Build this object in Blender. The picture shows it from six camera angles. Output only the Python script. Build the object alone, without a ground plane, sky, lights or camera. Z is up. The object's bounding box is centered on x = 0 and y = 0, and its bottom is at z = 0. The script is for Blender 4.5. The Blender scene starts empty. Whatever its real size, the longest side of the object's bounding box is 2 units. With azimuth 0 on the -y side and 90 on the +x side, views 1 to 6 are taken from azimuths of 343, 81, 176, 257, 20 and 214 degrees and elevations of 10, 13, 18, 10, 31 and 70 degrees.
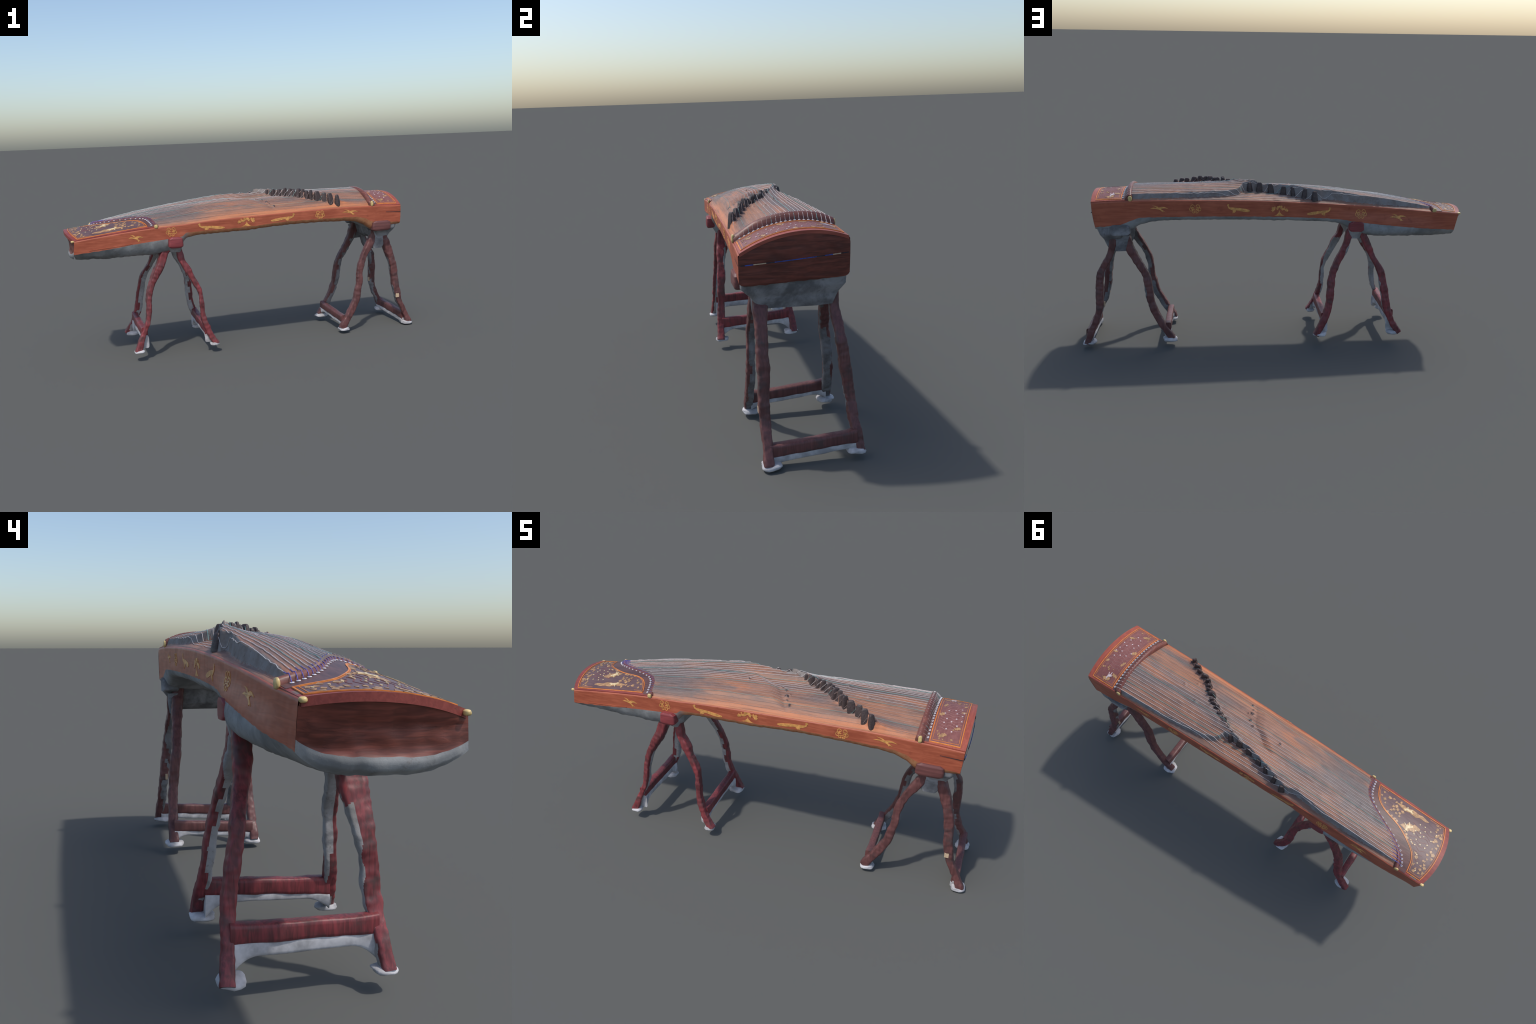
# A long plucked zither of red-brown wood on two S-legged trestle stands.
import bpy, bmesh, math, random
from mathutils import Vector, noise
from mathutils.geometry import tessellate_polygon

random.seed(21)
SC = bpy.context.scene.collection

# ------------------------------------------------------------------ helpers
def interp(x, tab):
    """smooth (monotone-ish) interpolation through control points (x, v)"""
    if x <= tab[0][0]: return tab[0][1]
    if x >= tab[-1][0]: return tab[-1][1]
    for i in range(len(tab) - 1):
        if x <= tab[i + 1][0]: break
    (x0, v0), (x1, v1) = tab[i], tab[i + 1]
    d = (v1 - v0) / (x1 - x0)
    def slope(k):
        if k <= 0 or k >= len(tab) - 1: return d
        a = (tab[k][1] - tab[k-1][1]) / (tab[k][0] - tab[k-1][0])
        b = (tab[k+1][1] - tab[k][1]) / (tab[k+1][0] - tab[k][0])
        return 0.0 if a * b <= 0 else 2 * a * b / (a + b)
    m0, m1, h = slope(i), slope(i + 1), x1 - x0
    t = (x - x0) / h
    return ((2*t**3 - 3*t*t + 1) * v0 + (t**3 - 2*t*t + t) * h * m0
            + (3*t*t - 2*t**3) * v1 + (t**3 - t*t) * h * m1)

def lerp(a, b, t): return a + (b - a) * t
def sstep(a, b, x):
    t = min(1, max(0, (x - a) / (b - a))); return t * t * (3 - 2 * t)
def nz(x, y, z, f=1.0): return noise.noise(Vector((x * f, y * f, z * f)))

def obj(name, verts, faces, parent=None, mats=(), smooth=True, angle=None, origin=(0, 0, 0), mi=None):
    me = bpy.data.meshes.new(name)
    o = Vector(origin)
    me.from_pydata([tuple(Vector(v) - o) for v in verts], [], faces)
    for m in mats: me.materials.append(m)
    if mi: me.polygons.foreach_set("material_index", mi)
    bm = bmesh.new(); bm.from_mesh(me)
    bmesh.ops.recalc_face_normals(bm, faces=bm.faces)
    bm.to_mesh(me); bm.free()
    if smooth:
        me.polygons.foreach_set("use_smooth", [True] * len(me.polygons))
        if angle: me.set_sharp_from_angle(angle=math.radians(angle))
    me.update()
    ob = bpy.data.objects.new(name, me)
    ob.location = o
    SC.objects.link(ob)
    if parent: attach(ob, parent)
    return ob

def attach(ob, parent):
    w = Vector(ob.location)
    p = parent; off = Vector((0, 0, 0))
    while p: off += Vector(p.location); p = p.parent
    ob.parent = parent
    ob.location = w - off

def rough_up(ob, amp, freq, seed=0.0, amp2=0, freq2=0):
    """push vertices along their normals with noise, so that the wood looks hand worn"""
    me = ob.data
    off = Vector((seed, seed * .37, -seed * .71))
    ns = [Vector(v.normal) for v in me.vertices]
    for v, n in zip(me.vertices, ns):
        d = noise.noise(v.co * freq + off) * amp
        if amp2: d += noise.noise(v.co * freq2 - off) * amp2
        v.co += n * d
    me.update()

def grid_faces(nu, nv, base=0, wrapv=False, flip=False):
    F = []
    for i in range(nu - 1):
        for j in range(nv if wrapv else nv - 1):
            a, b = base + i * nv + j, base + i * nv + (j + 1) % nv
            F.append((a, b, b + nv, a + nv))
    return F

def grid(name, P, nu, nv, parent, mat, thick=None, **k):
    """surface P(u, v) -> xyz ; thick = P2(u, v) inner surface to close it as a slab"""
    V = [P(i / (nu - 1), j / (nv - 1)) for i in range(nu) for j in range(nv)]
    F = grid_faces(nu, nv)
    if thick:
        n = nu * nv
        V += [thick(i / (nu - 1), j / (nv - 1)) for i in range(nu) for j in range(nv)]
        F += [tuple(n + q for q in reversed(f)) for f in F]
        rim = ([i * nv for i in range(nu)] + [(nu - 1) * nv + j for j in range(1, nv)]
               + [i * nv + nv - 1 for i in range(nu - 2, -1, -1)] + [j for j in range(nv - 2, 0, -1)])
        for a, b in zip(rim, rim[1:] + rim[:1]): F.append((a, b, b + n, a + n))
    return obj(name, V, F, parent, [mat] if not isinstance(mat, (list, tuple)) else mat, **k)

def superellipse(n, e=4.0):
    out = []
    for k in range(n):
        a = 2 * math.pi * (k + .5) / n
        c, s = math.cos(a), math.sin(a)
        out.append((math.copysign(abs(c) ** (2 / e), c), math.copysign(abs(s) ** (2 / e), s)))
    return out

def catmull(pts, n, closed=False):
    pts = [Vector(p) for p in pts]; out = []
    m = len(pts)
    segs = m if closed else m - 1
    for i in range(segs):
        g = lambda k: pts[k % m] if closed else pts[min(m - 1, max(0, k))]
        p0, p1, p2, p3 = g(i - 1), g(i), g(i + 1), g(i + 2)
        for s in range(n):
            t = s / n
            out.append(.5 * (2*p1 + (p2 - p0)*t + (2*p0 - 5*p1 + 4*p2 - p3)*t*t + (3*p1 - p0 - 3*p2 + p3)*t**3))
    if not closed: out.append(pts[-1])
    return out

def tube(path, rad, ns=8, cap=True):
    """verts, faces of a round tube along a path; rad is a number or function of t"""
    V, F = [], []
    n = len(path)
    for i, p in enumerate(path):
        p = Vector(p)
        T = (Vector(path[min(n-1, i+1)]) - Vector(path[max(0, i-1)])).normalized()
        a = T.cross(Vector((0, 0, 1)))
        if a.length < 1e-4: a = Vector((1, 0, 0))
        a.normalize(); b = a.cross(T)
        r = rad(i / (n - 1)) if callable(rad) else rad
        for k in range(ns):
            q = 2 * math.pi * k / ns
            V.append(p + (a * math.cos(q) + b * math.sin(q)) * r)
    F = grid_faces(n, ns, wrapv=True)
    if cap:
        F.append(tuple(range(ns - 1, -1, -1))); F.append(tuple(range((n-1)*ns, n*ns)))
    return V, F

# ------------------------------------------------------------------ materials
def mat(name):
    m = bpy.data.materials.new(name); m.use_nodes = True
    nt = m.node_tree
    return m, nt, nt.nodes["Principled BSDF"]

class N:
    """tiny node builder"""
    def __init__(s, nt): s.t = nt; s.co = s.new("ShaderNodeTexCoord").outputs["Object"]
    def new(s, k, **kw):
        n = s.t.nodes.new(k)
        for a, b in kw.items(): setattr(n, a, b)
        return n
    def link(s, a, b): s.t.links.new(a, b)
    def put(s, sock, v):
        if hasattr(v, "is_output"): s.link(v, sock)
        else: sock.default_value = v
    def mapping(s, scale=(1, 1, 1), loc=(0, 0, 0), rot=(0, 0, 0), src=None):
        m = s.new("ShaderNodeMapping"); s.link(src or s.co, m.inputs[0])
        m.inputs["Scale"].default_value = scale; m.inputs["Location"].default_value = loc; m.inputs["Rotation"].default_value = rot
        return m.outputs[0]
    def noise(s, scale, vec=None, detail=4, rough=.55, dist=0):
        n = s.new("ShaderNodeTexNoise"); s.link(vec or s.co, n.inputs["Vector"])
        n.inputs["Scale"].default_value = scale; n.inputs["Detail"].default_value = detail
        n.inputs["Roughness"].default_value = rough; n.inputs["Distortion"].default_value = dist
        return n.outputs["Fac"]
    def math(s, op, a, b=0.0, c=0.0, clamp=False):
        n = s.new("ShaderNodeMath", operation=op, use_clamp=clamp)
        for i, v in enumerate((a, b, c)): s.put(n.inputs[i], v)
        return n.outputs[0]
    def step(s, v, a, b):
        n = s.new("ShaderNodeMapRange", interpolation_type='SMOOTHSTEP')
        s.put(n.inputs[0], v); n.inputs[1].default_value = a; n.inputs[2].default_value = b
        n.inputs[3].default_value = 0; n.inputs[4].default_value = 1
        return n.outputs[0]
    def mix(s, f, a, b, mode='MIX'):
        n = s.new("ShaderNodeMix", data_type='RGBA', blend_type=mode)
        s.put(n.inputs[0], f)
        for k, v in ((6, a), (7, b)):
            if isinstance(v, tuple): v = (*v, 1) if len(v) == 3 else v
            s.put(n.inputs[k], v)
        return n.outputs[2]
    def xyz(s):
        n = s.new("ShaderNodeSeparateXYZ"); s.link(s.co, n.inputs[0]); return n.outputs
    def bump(s, h, strength, dist, bsdf):
        n = s.new("ShaderNodeBump"); s.link(h, n.inputs["Height"])
        n.inputs["Strength"].default_value = strength; n.inputs["Distance"].default_value = dist
        s.link(n.outputs[0], bsdf.inputs["Normal"])

def plain(name, col, rough=.5, metal=0.0, var=.25, vscale=60, spec=.5):
    m, nt, b = mat(name); n = N(nt)
    f = n.noise(vscale)
    dark = tuple(c * (1 - var) for c in col); lite = tuple(min(1, c * (1 + var)) for c in col)
    n.link(n.mix(n.step(f, .3, .7), dark, lite), b.inputs["Base Color"])
    b.inputs["Roughness"].default_value = rough; b.inputs["Metallic"].default_value = metal
    b.inputs["Specular IOR Level"].default_value = spec
    return m

def wood(name, c1, c2, axis=0, rough=.45, bump=.15, dirt=None, dirt_at=(.6, .75), spec=.4, fine=1.0):
    """grained wood: streaks run along the given axis"""
    m, nt, b = mat(name); n = N(nt)
    sc = [26, 26, 26]; sc[axis] = 2.2
    g = n.noise(4.0 * fine, n.mapping(tuple(sc)), 6, .6, .6)
    blotch = n.noise(7, None, 4)
    f = n.math('ADD', n.math('MULTIPLY', n.step(g, .35, .68), .65), n.math('MULTIPLY', n.step(blotch, .35, .65), .35))
    col = n.mix(f, c1, c2)
    if dirt:
        d = n.noise(16, None, 6, .65)
        col = n.mix(n.math('MULTIPLY', n.step(d, *dirt_at), .8), col, dirt)
    n.link(col, b.inputs["Base Color"])
    b.inputs["Roughness"].default_value = rough
    b.inputs["Specular IOR Level"].default_value = spec
    n.bump(g, bump, .002, b)
    return m

M_side  = wood("red_brown_wood", (.29, .066, .033), (.44, .120, .062), 0, dirt=(.22, .045, .025), dirt_at=(.58, .75))
M_end   = wood("dark_red_wood", (.085, .024, .017), (.23, .060, .040), 1, bump=.3)  # base colour darkened to carry the end faces' baked shade
M_rim   = wood("polished_red_rim", (.19, .036, .030), (.29, .062, .048), 0, rough=.45)
M_hrim  = wood("red_brown_rim", (.26, .056, .036), (.38, .095, .060), 1, rough=.45)
M_band  = wood("dark_rosewood", (.075, .036, .036), (.15, .070, .062), 0)
M_field = wood("purple_brown_field", (.095, .052, .056), (.15, .088, .088), 0, dirt=(.19, .06, .05), dirt_at=(.56, .72))
M_hfield = wood("reddish_field", (.16, .055, .05), (.24, .095, .085), 1, dirt=(.25, .15, .10), dirt_at=(.58, .75))
M_nut   = wood("saddle_wood", (.10, .035, .03), (.22, .075, .055), 1)
M_bridge = wood("blackwood_bridge", (.030, .022, .022), (.085, .058, .055), 2, rough=.5)
M_gold  = plain("gold_inlay", (.38, .215, .10), .45, 0, .3, 90)
M_gold_side = plain("gold_lacquer", (.60, .29, .085), .45, 0, .25, 70)
M_pale  = plain("cream_inlay", (.62, .48, .27), .45, 0, .2, 90)
M_line  = plain("orange_line", (.62, .20, .035), .45, 0, .2, 60)
M_brass = plain("ivory_cap", (.60, .44, .18), .4, 0, .25, 80)
M_white = plain("white_string", (.60, .55, .54), .4, 0, .15, 120)
M_pink  = plain("thin_string", (.40, .30, .275), .45, 0, .2, 120)
M_cyan  = plain("green_string", (.20, .40, .39), .4, 0, .2, 120)
M_blue  = plain("blue_winding", (.085, .09, .42), .5, 0, .25, 150)
M_ring  = plain("white_ring", (.74, .72, .76), .35, 0, .1, 100)
M_gap   = plain("dark_gap", (.02, .02, .03), .7, 0, .4, 60)
M_gapb  = plain("blue_gap", (.03, .07, .30), .6, 0, .4, 60)
M_paper = plain("cream_paper", (.55, .40, .26), .7, 0, .15, 80)
M_pad   = plain("grey_white_pad", (.46, .45, .46), .8, 0, .3, 22, .2)

def soundboard_mat():
    m, nt, b = mat("scorched_paulownia"); n = N(nt)
    x, y, z = n.xyz()
    big = n.noise(3.0, n.mapping((1.0, 3.2, 1)), 4, .5, .4)
    mid = n.noise(8.0, n.mapping((.7, 3.0, 1), (3, 1, 0)), 5, .6)
    grain = n.noise(30, n.mapping((.12, 3.0, 3.0)), 5, .6)
    speck = n.noise(420, None, 2, .8)
    mot = n.noise(55, None, 4, .7)
    col = n.mix(n.step(mid, .34, .66), (.21, .128, .100), (.34, .165, .105))
    # growth ring: long warm tongue pointing to the tail
    ex = n.math('DIVIDE', n.math('SUBTRACT', x, .12), .44)
    ey = n.math('DIVIDE', n.math('ADD', y, .075), .085)
    r = n.math('ADD', n.math('MULTIPLY', ex, ex), n.math('MULTIPLY', ey, ey))
    r = n.math('ADD', r, n.math('MULTIPLY', n.math('SUBTRACT', mid, .5), .5))
    col = n.mix(n.math('MULTIPLY', n.math('SUBTRACT', 1.0, n.step(r, .93, 1.0)), .6), col, (.42, .19, .105))
    col = n.mix(n.math('MULTIPLY', n.math('SUBTRACT', 1.0, n.step(r, .2, .75)), .55), col, (.25, .145, .115))
    # grey scorched zones
    gz = n.math('ADD', n.step(big, .42, .66), n.math('MULTIPLY', n.step(n.math('MULTIPLY', x, -1.0), .22, .45), n.step(n.math('MULTIPLY', y, -1.0), -.06, .06)))
    gz = n.math('MINIMUM', gz, 1.0)
    col = n.mix(n.math('MULTIPLY', gz, .80), col, (.125, .118, .120))
    warm = n.noise(4.5, n.mapping((.8, 3.0, 1), (7, 2, 0)), 4, .55, .5)
    col = n.mix(n.math('MULTIPLY', n.step(warm, .52, .68), .65), col, (.43, .17, .085))
    # warm bare strip along the player's edge
    e = n.math('ADD', y, n.math('MULTIPLY', n.math('SUBTRACT', mid, .5), .045))
    e = n.math('ADD', e, n.math('MULTIPLY', n.math('SUBTRACT', mot, .5), .02))
    col = n.mix(n.math('SUBTRACT', 1.0, n.step(e, -.197, -.160)), col, (.50, .185, .085))
    col = n.mix(n.math('MULTIPLY', n.step(grain, .42, .70), .55), col, (.095, .056, .046))
    col = n.mix(n.math('MULTIPLY', n.step(speck, .55, .75), .45), col, (.085, .062, .058))
    col = n.mix(n.math('MULTIPLY', n.step(mot, .62, .78), .5), col, (.42, .24, .17))
    n.link(col, b.inputs["Base Color"])
    b.inputs["Roughness"].default_value = .55
    b.inputs["Specular IOR Level"].default_value = .35
    n.bump(grain, .25, .002, b)
    return m
M_board = soundboard_mat()

def dusty_mat(name, c1, c2, c3, sc=9, warm=False):
    m, nt, b = mat(name); n = N(nt)
    a = n.noise(sc, None, 6, .6, .3); d = n.noise(sc * 5, None, 5, .7)
    col = n.mix(n.step(a, .35, .65), c1, c2)
    col = n.mix(n.math('MULTIPLY', n.step(d, .55, .75), .6), col, c3)
    if warm:
        x, y, z = n.xyz()
        w = n.math('MULTIPLY', n.step(n.math('ADD', n.math('MULTIPLY', y, -1.0), n.math('MULTIPLY', n.math('SUBTRACT', a, .5), .05)), .160, .195),
                   n.step(n.math('ADD', x, n.math('MULTIPLY', n.math('SUBTRACT', a, .5), .1)), -.42, -.34))
        warmc = n.mix(n.step(d, .3, .7), (.34, .125, .06), (.42, .20, .095))
        col = n.mix(w, col, warmc)
    n.link(col, b.inputs["Base Color"])
    b.inputs["Roughness"].default_value = .8; b.inputs["Specular IOR Level"].default_value = .2
    n.bump(d, .3, .004, b)
    return m
M_under = dusty_mat("grey_underside", (.18, .184, .184), (.31, .317, .317), (.15, .12, .105), 8, True)  # greys tuned between the belly's shadowed and bright sides, shading included in the tone
M_mount = dusty_mat("grey_mount", (.13, .13, .135), (.30, .30, .31), (.08, .07, .07), 12)
M_web   = dusty_mat("sky_shade_tinted_wall", (.20, .17, .155), (.26, .245, .24), (.11, .075, .06), 20)  # grey painted in for sky-lit shadow on the steep faces
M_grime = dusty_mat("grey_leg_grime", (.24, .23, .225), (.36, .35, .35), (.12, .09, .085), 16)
M_grime2 = dusty_mat("dark_leg_grime", (.12, .115, .115), (.22, .215, .22), (.07, .05, .05), 16)
M_crimson = wood("crimson_lacquer", (.085, .026, .028), (.27, .050, .056), 2, dirt=(.08, .05, .048), dirt_at=(.50, .70))  # reds lowered partway toward shading baked into the legs
M_maroon = wood("maroon_lacquer", (.085, .035, .034), (.17, .066, .062), 2, dirt=(.07, .05, .05), dirt_at=(.52, .70))

M_clamp_red = wood("crimson_clamp", (.16, .032, .036), (.28, .054, .060), 0)
M_clamp = wood("maroon_clamp", (.10, .038, .036), (.18, .068, .062), 0)

# ------------------------------------------------------------------ shape of the zither body
X0, X1 = -.955, .889
def skew(x, t): return .023 * t * sstep(-.80, X0, x)   # the tail end is cut a little askew
def yf(x): return lerp(-.193, -.212, (x + .955) / 1.85)
def yb(x): return lerp(.122, .169, (x + .96) / 1.845)
ZF = [(-.957, .669), (-.767, .690), (-.575, .707), (-.391, .716), (-.19, .729), (0, .735), (.224, .741), (.515, .747), (.70, .744), (.893, .737)]
ZB = [(-.965, .698), (-.847, .709), (-.518, .741), (-.18, .765), (.15, .779), (.58, .784), (.75, .782), (.893, .776)]
HC = [(-.96, .021), (-.80, .027), (-.5, .037), (0, .044), (.5, .046), (.893, .047)]
WF = [(-.965, .601), (-.773, .617), (-.63, .633), (-.48, .645), (-.405, .652), (-.375, .672), (-.05, .678), (.22, .692), (.60, .688), (.66, .676), (.71, .655), (.893, .640)]
WB = [(-.96, .609), (-.75, .626), (-.522, .651), (-.40, .668), (-.351, .676), (.04, .694), (.42, .699), (.65, .697), (.70, .682), (.76, .66), (.893, .650)]
DEPTH = [(-.97, .036), (-.9, .052), (-.79, .062), (-.657, .072), (-.53, .082), (-.46, .074), (-.42, .056), (-.37, .030), (-.3, .022), (.4, .022), (.58, .026), (.66, .04), (.72, .05), (.86, .02), (.893, .012)]
def zf(x): return interp(x, ZF)
def zb(x): return interp(x, ZB)
def ts(x, y): return (y - yf(x)) / (yb(x) - yf(x))
def board(x, y):
    t = ts(x, y)
    tt = min(1, max(0, t))
    return lerp(zf(x), zb(x), t) + interp(x, HC) * (1 - abs(2 * tt - 1) ** 2.1)

# curved tail saddle, in plan: x as a function of y
XS = [(-.20, -.520), (-.187, -.523), (-.15, -.530), (-.115, -.541), (-.08, -.567), (-.052, -.612), (-.025, -.665), (0, -.718), (.03, -.768), (.06, -.805), (.09, -.825), (.13, -.838)]
def xs(y): return interp(y, XS)
XN = .700                                         # head saddle (nut) axis
def xn(y): return XN + .006 * (1 - ((y + .02) / .18) ** 2)
# row of bridges
ROW = [(-.205, .530), (-.197, .522), (-.158, .452), (-.12, .372), (-.07, .305), (-.02, .232), (.017, .152), (.05, .05), (.072, -.05), (.095, -.135), (.122, -.245)]
def xrow(y): return interp(y, ROW)
# line where the raised string sheet breaks off towards the far edge
CL = [(-.86, .100), (-.80, .104), (-.66, .109), (-.5, .116), (-.35, .107), (-.275, .102), (-.245, .118), (-.13, .092), (-.05, .070), (.05, .052), (.135, .055), (.165, .096), (.21, .113), (.31, .127), (.5, .144), (.70, .154)]
LUMPS = [(.130, -.158, .010, .008), (.112, -.135, .007, .006), (.103, -.113, .012, .010), (.118, -.105, .007, .007), (.088, -.078, .010, .008), (.06, -.058, .009, .008), (.35, .0, .012, .008), (.45, -.05, .011, .008), (.40, -.09, .010, .007), (-.10, -.05, .010, .007)]
def lift(x, y):
    """height of the raised string sheet that has sunk on to the board"""
    a, b = xs(y), xn(y)
    if x < a - .01 or x > b + .01: return 0.0
    xr = xrow(y); s = x - xr
    back_t = sstep(-.025, .055, y); back_h = sstep(-.165, -.01, y)
    if s > 0:
        bk = sstep(-.03, .05, y)
        L = lerp(.019, .022, bk) + math.exp(-s / lerp(.12, .18, bk)) * lerp(.018, .034, bk)
        w = lerp(.80 * math.exp(-s / .07) + .10, 1.0, back_h)
    else:
        u = min(1, -s / max(.05, xr - a))
        L = .012 + .041 * (1 - u) ** .7
        front = sstep(-.198, -.145, y)
        # beside the row of bridges the sheet dips down to the wood, farther off it is full
        xg = interp(y, [(-.20, .16), (-.165, .135), (-.11, .098), (-.07, .075), (-.04, .03), (.0, -.02), (.05, -.06)])
        far = 1 - sstep(xg - .075, xg + .02, x)
        w = front * max(back_t, far * lerp(.026 / L, 1, sstep(.02, .085, y)))
        w = min(w, lerp(lerp(.028, .013, sstep(.55, 1, u)) / L, 1, sstep(.01, .08, y)))
        w = max(w, .9 * math.exp(s / .013), .24 * front)
    L *= w
    yc = interp(x, CL)
    L *= 1 - sstep(yc - .010, yc + .005, y + .003 * nz(x, 0, 3, 60))
    L *= sstep(yf(x) + .004, yf(x) + .03, y)
    near = math.exp(-(s / .07) ** 2)
    if -.05 < y < .09: L += .004 * math.exp(-(s / .030) ** 2) * sstep(-.05, 0, y) * sstep(.005, .03, L) * (1 + .8 * nz(x, y, 9, 60))
    L += near * .006 * nz(x, y, 7, 45) * min(1, L / .015)
    d = nz(x, y * 1.6, 2, 22)
    L += .0045 * max(0, d - .25) * sstep(-.2, -.12, y)
    for (cx, cy, r, h) in LUMPS:
        q = ((x - cx) ** 2 + (y - cy) ** 2) / (r * r)
        if q < 4: L += h * math.exp(-2 * q)
    return L

def top(x, y):
    return board(x, y) + lift(x, y) + .0010 * nz(x, y, 0, 30)

zither = bpy.data.objects.new("zither", None)
zither.empty_display_size = .1; zither.location = (0, 0, .60)
SC.objects.link(zither)
zither["label"] = "long red-brown wooden zither with gold inlay and white strings"
zither["category"] = "musical instrument"

R = .005
def wob(x, z, s):  # slight unevenness of the side walls
    return .0012 * nz(x, s, z, 14) + .0006 * nz(x, s, z, 50)
def flare(x, z):     # the far wall leans out a little at its foot above the tail stand
    zt, zbm = zb(x), interp(x, WB)
    return .009 * sstep(.30, 1, (zt - z) / (zt - zbm)) * sstep(-.93, -.75, x) * sstep(-.25, -.45, x)
def side(front, x, v):
    zt, zbm = (zf(x), interp(x, WF)) if front else (zb(x), interp(x, WB))
    sgn = -1 if front else 1
    y = yf(x) if front else yb(x)
    h = (zt - zbm)
    # rounded top edge
    if v < .12:
        a = v / .12 * math.pi / 2
        dy, z = -R * (1 - math.sin(a)), zt - R * (1 - math.cos(a))
    else:
        z = lerp(zt - R, zbm + .0025 * nz(x, 9 * front, 0, 40), (v - .12) / .88); dy = 0
    if not front: dy += flare(x, z)
    y += sgn * (dy + wob(x, z, front * 5))
    # tail end leans in below
    xx = x
    xx = x - (0 if front else skew(x, 1))
    if x < -.88: xx += (zt - z) * (-.12 if front else .20) * sstep(-.88, X0, x)
    if x > .8: xx -= (.004 if front else .012) * sstep(.8, X1, x) * ((zt - z) / h) ** 2
    return (xx, y, z)

NX = 300
def xat(u): return lerp(X0, X1, u)
grid("side_panel", lambda u, v: side(True, xat(u), v), NX, 20, zither, M_side)
grid("side_panel", lambda u, v: side(False, xat(u), v), NX, 20, zither, M_side)

def under(u, v):
    x = xat(u)
    a, b = Vector(side(True, x, 1)), Vector(side(False, x, 1))
    p = a.lerp(b, v)
    bk = sstep(.4, .6, v)
    e = lerp(26, lerp(lerp(8, 9, bk), lerp(3.4, 4.0, bk), sstep(-.5, -.92, x)), sstep(-.36, -.46, x))
    ledge = sstep(-.40, -.37, x) * sstep(.70, .62, x)
    d = interp(x, DEPTH) * (1 - .14 * bk * sstep(-.92, -.7, x) * sstep(-.38, -.45, x)) * (1 - abs(2 * v - 1) ** e)
    p.z -= d * (1 + .10 * nz(x, p.y, 0, 12)) + .0035 * nz(x, p.y, 4, 45) * (1 - abs(2 * v - 1) ** 8)
    q = sstep(-.90, -.56, x) * sstep(-.40, -.45, x)
    p.y += .026 * q * sstep(.55, .90, v) * (1 - abs(2 * max(.5, v) - 1) ** 14) * (1 if v > .5 else 0)
    p.y -= .008 * q * sstep(.45, .10, v) * (1 - abs(2 * min(.5, v) - 1) ** 14)
    if x < -.9: p.x += .010 * sstep(.0, 1, d / .04) * sstep(-.9, X0, x)
    return tuple(p)
def vv(v):  # crowd samples to the borders
    return .5 - .5 * math.cos(math.pi * v) if True else v
grid("underside", lambda u, v: under(u, vv(v)), NX, 40, zither, M_under)

def yat(x, v): return lerp(yf(x) + R, yb(x) - R, v)
# the soundboard: one fine height field, its broken-off sheet walls coloured grey for their shade
nu, nv = 560, 150
V = []; 
for i in range(nu):
    x = lerp(X0, X1, i / (nu - 1))
    for j in range(nv):
        y = yat(x, j / (nv - 1))
        z = top(x, y) if 0 < j < nv - 1 else (zf(x) if j == 0 else zb(x))
        V.append((x - skew(x, j / (nv - 1)), y, z))
F = grid_faces(nu, nv); MI = []
for f in F:
    p, q, r, s = (V[k] for k in f)
    slope = abs((p[2] - q[2]) / (p[1] - q[1])); lf = max(V[k][2] - board(V[k][0], V[k][1]) for k in f)
    sr = p[0] - xrow(p[1])
    dark = (-.022 < sr < .026 and -.188 < p[1] < .075 and nz(p[0], p[1], 5, 55) > -.12) or any((p[0] - c[0]) ** 2 + (p[1] - c[1]) ** 2 < (c[2] * .62) ** 2 * (1 + 2 * nz(p[0], p[1], 1, 90)) for c in LUMPS if c[0] < .3)
    MI.append(1 if slope > .75 and lf > .006 and p[1] > .02 else (2 if dark else 0))
obj("soundboard", V, F, zither, [M_board, M_web, M_bridge], mi=MI)

# ends
def head_end(u, v):
    y = yat(X1, u)
    zt = top(X1, y) if 0 < u < 1 else (zf(X1) if u == 0 else zb(X1))
    low = under(1, u)
    z = lerp(zt, low[2], v)
    y2 = lerp(y, low[1], min(1, v * 8))
    inner = 1 if 0 < v < 1 and 0 < u < 1 else 0
    return (lerp(X1, low[0], v * v) + inner * (.003 * math.sin(math.pi * u) + .0018 * nz(y, z, 1, 40)), y2, z)
grid("head_end_panel", head_end, 60, 24, zither, M_end)

def xbase(y): return X0 - skew(X0, max(0, min(1, ts(X0, y))))
def xend(y):  # bowed end of the tail plate
    t = max(0, min(1, ts(X0, y)))
    return xbase(y) - .031 * (1 - abs(2 * t - 1) ** 2.2)
def tail_end(u, v):
    low = under(0, u); y0 = yat(X0, u)
    y = lerp(y0, low[1], min(1, v * 6))
    zt = board(X0, y0) - .001
    z = lerp(zt, low[2], v)
    prof = interp(v, [(0, .93), (.15, .80), (.40, .50), (.62, .52), (.74, .70), (.82, .92), (.92, .85), (1, .45)])
    edge = sstep(0, .08, min(u, 1 - u))
    x = lerp(X0 - skew(X0, u), low[0], v) + (xend(y0) - xbase(y0)) * prof * (edge if v < .95 else edge * .8)
    x += (.004 * nz(y, z, 3, 28) + .006 * max(0, nz(y, z, 8, 16)) * (1 if .3 < v < .75 else 0)) * edge * (1 if 0 < v < 1 else 0)
    return (x, y, z)
te = grid("tail_end_panel", tail_end, 60, 30, zither, [M_end, M_under])
mi = []
for i in range(59):
    for j in range(29): mi.append(1 if j / 28 > .77 else 0)
te.data.polygons.foreach_set("material_index", mi)

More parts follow.
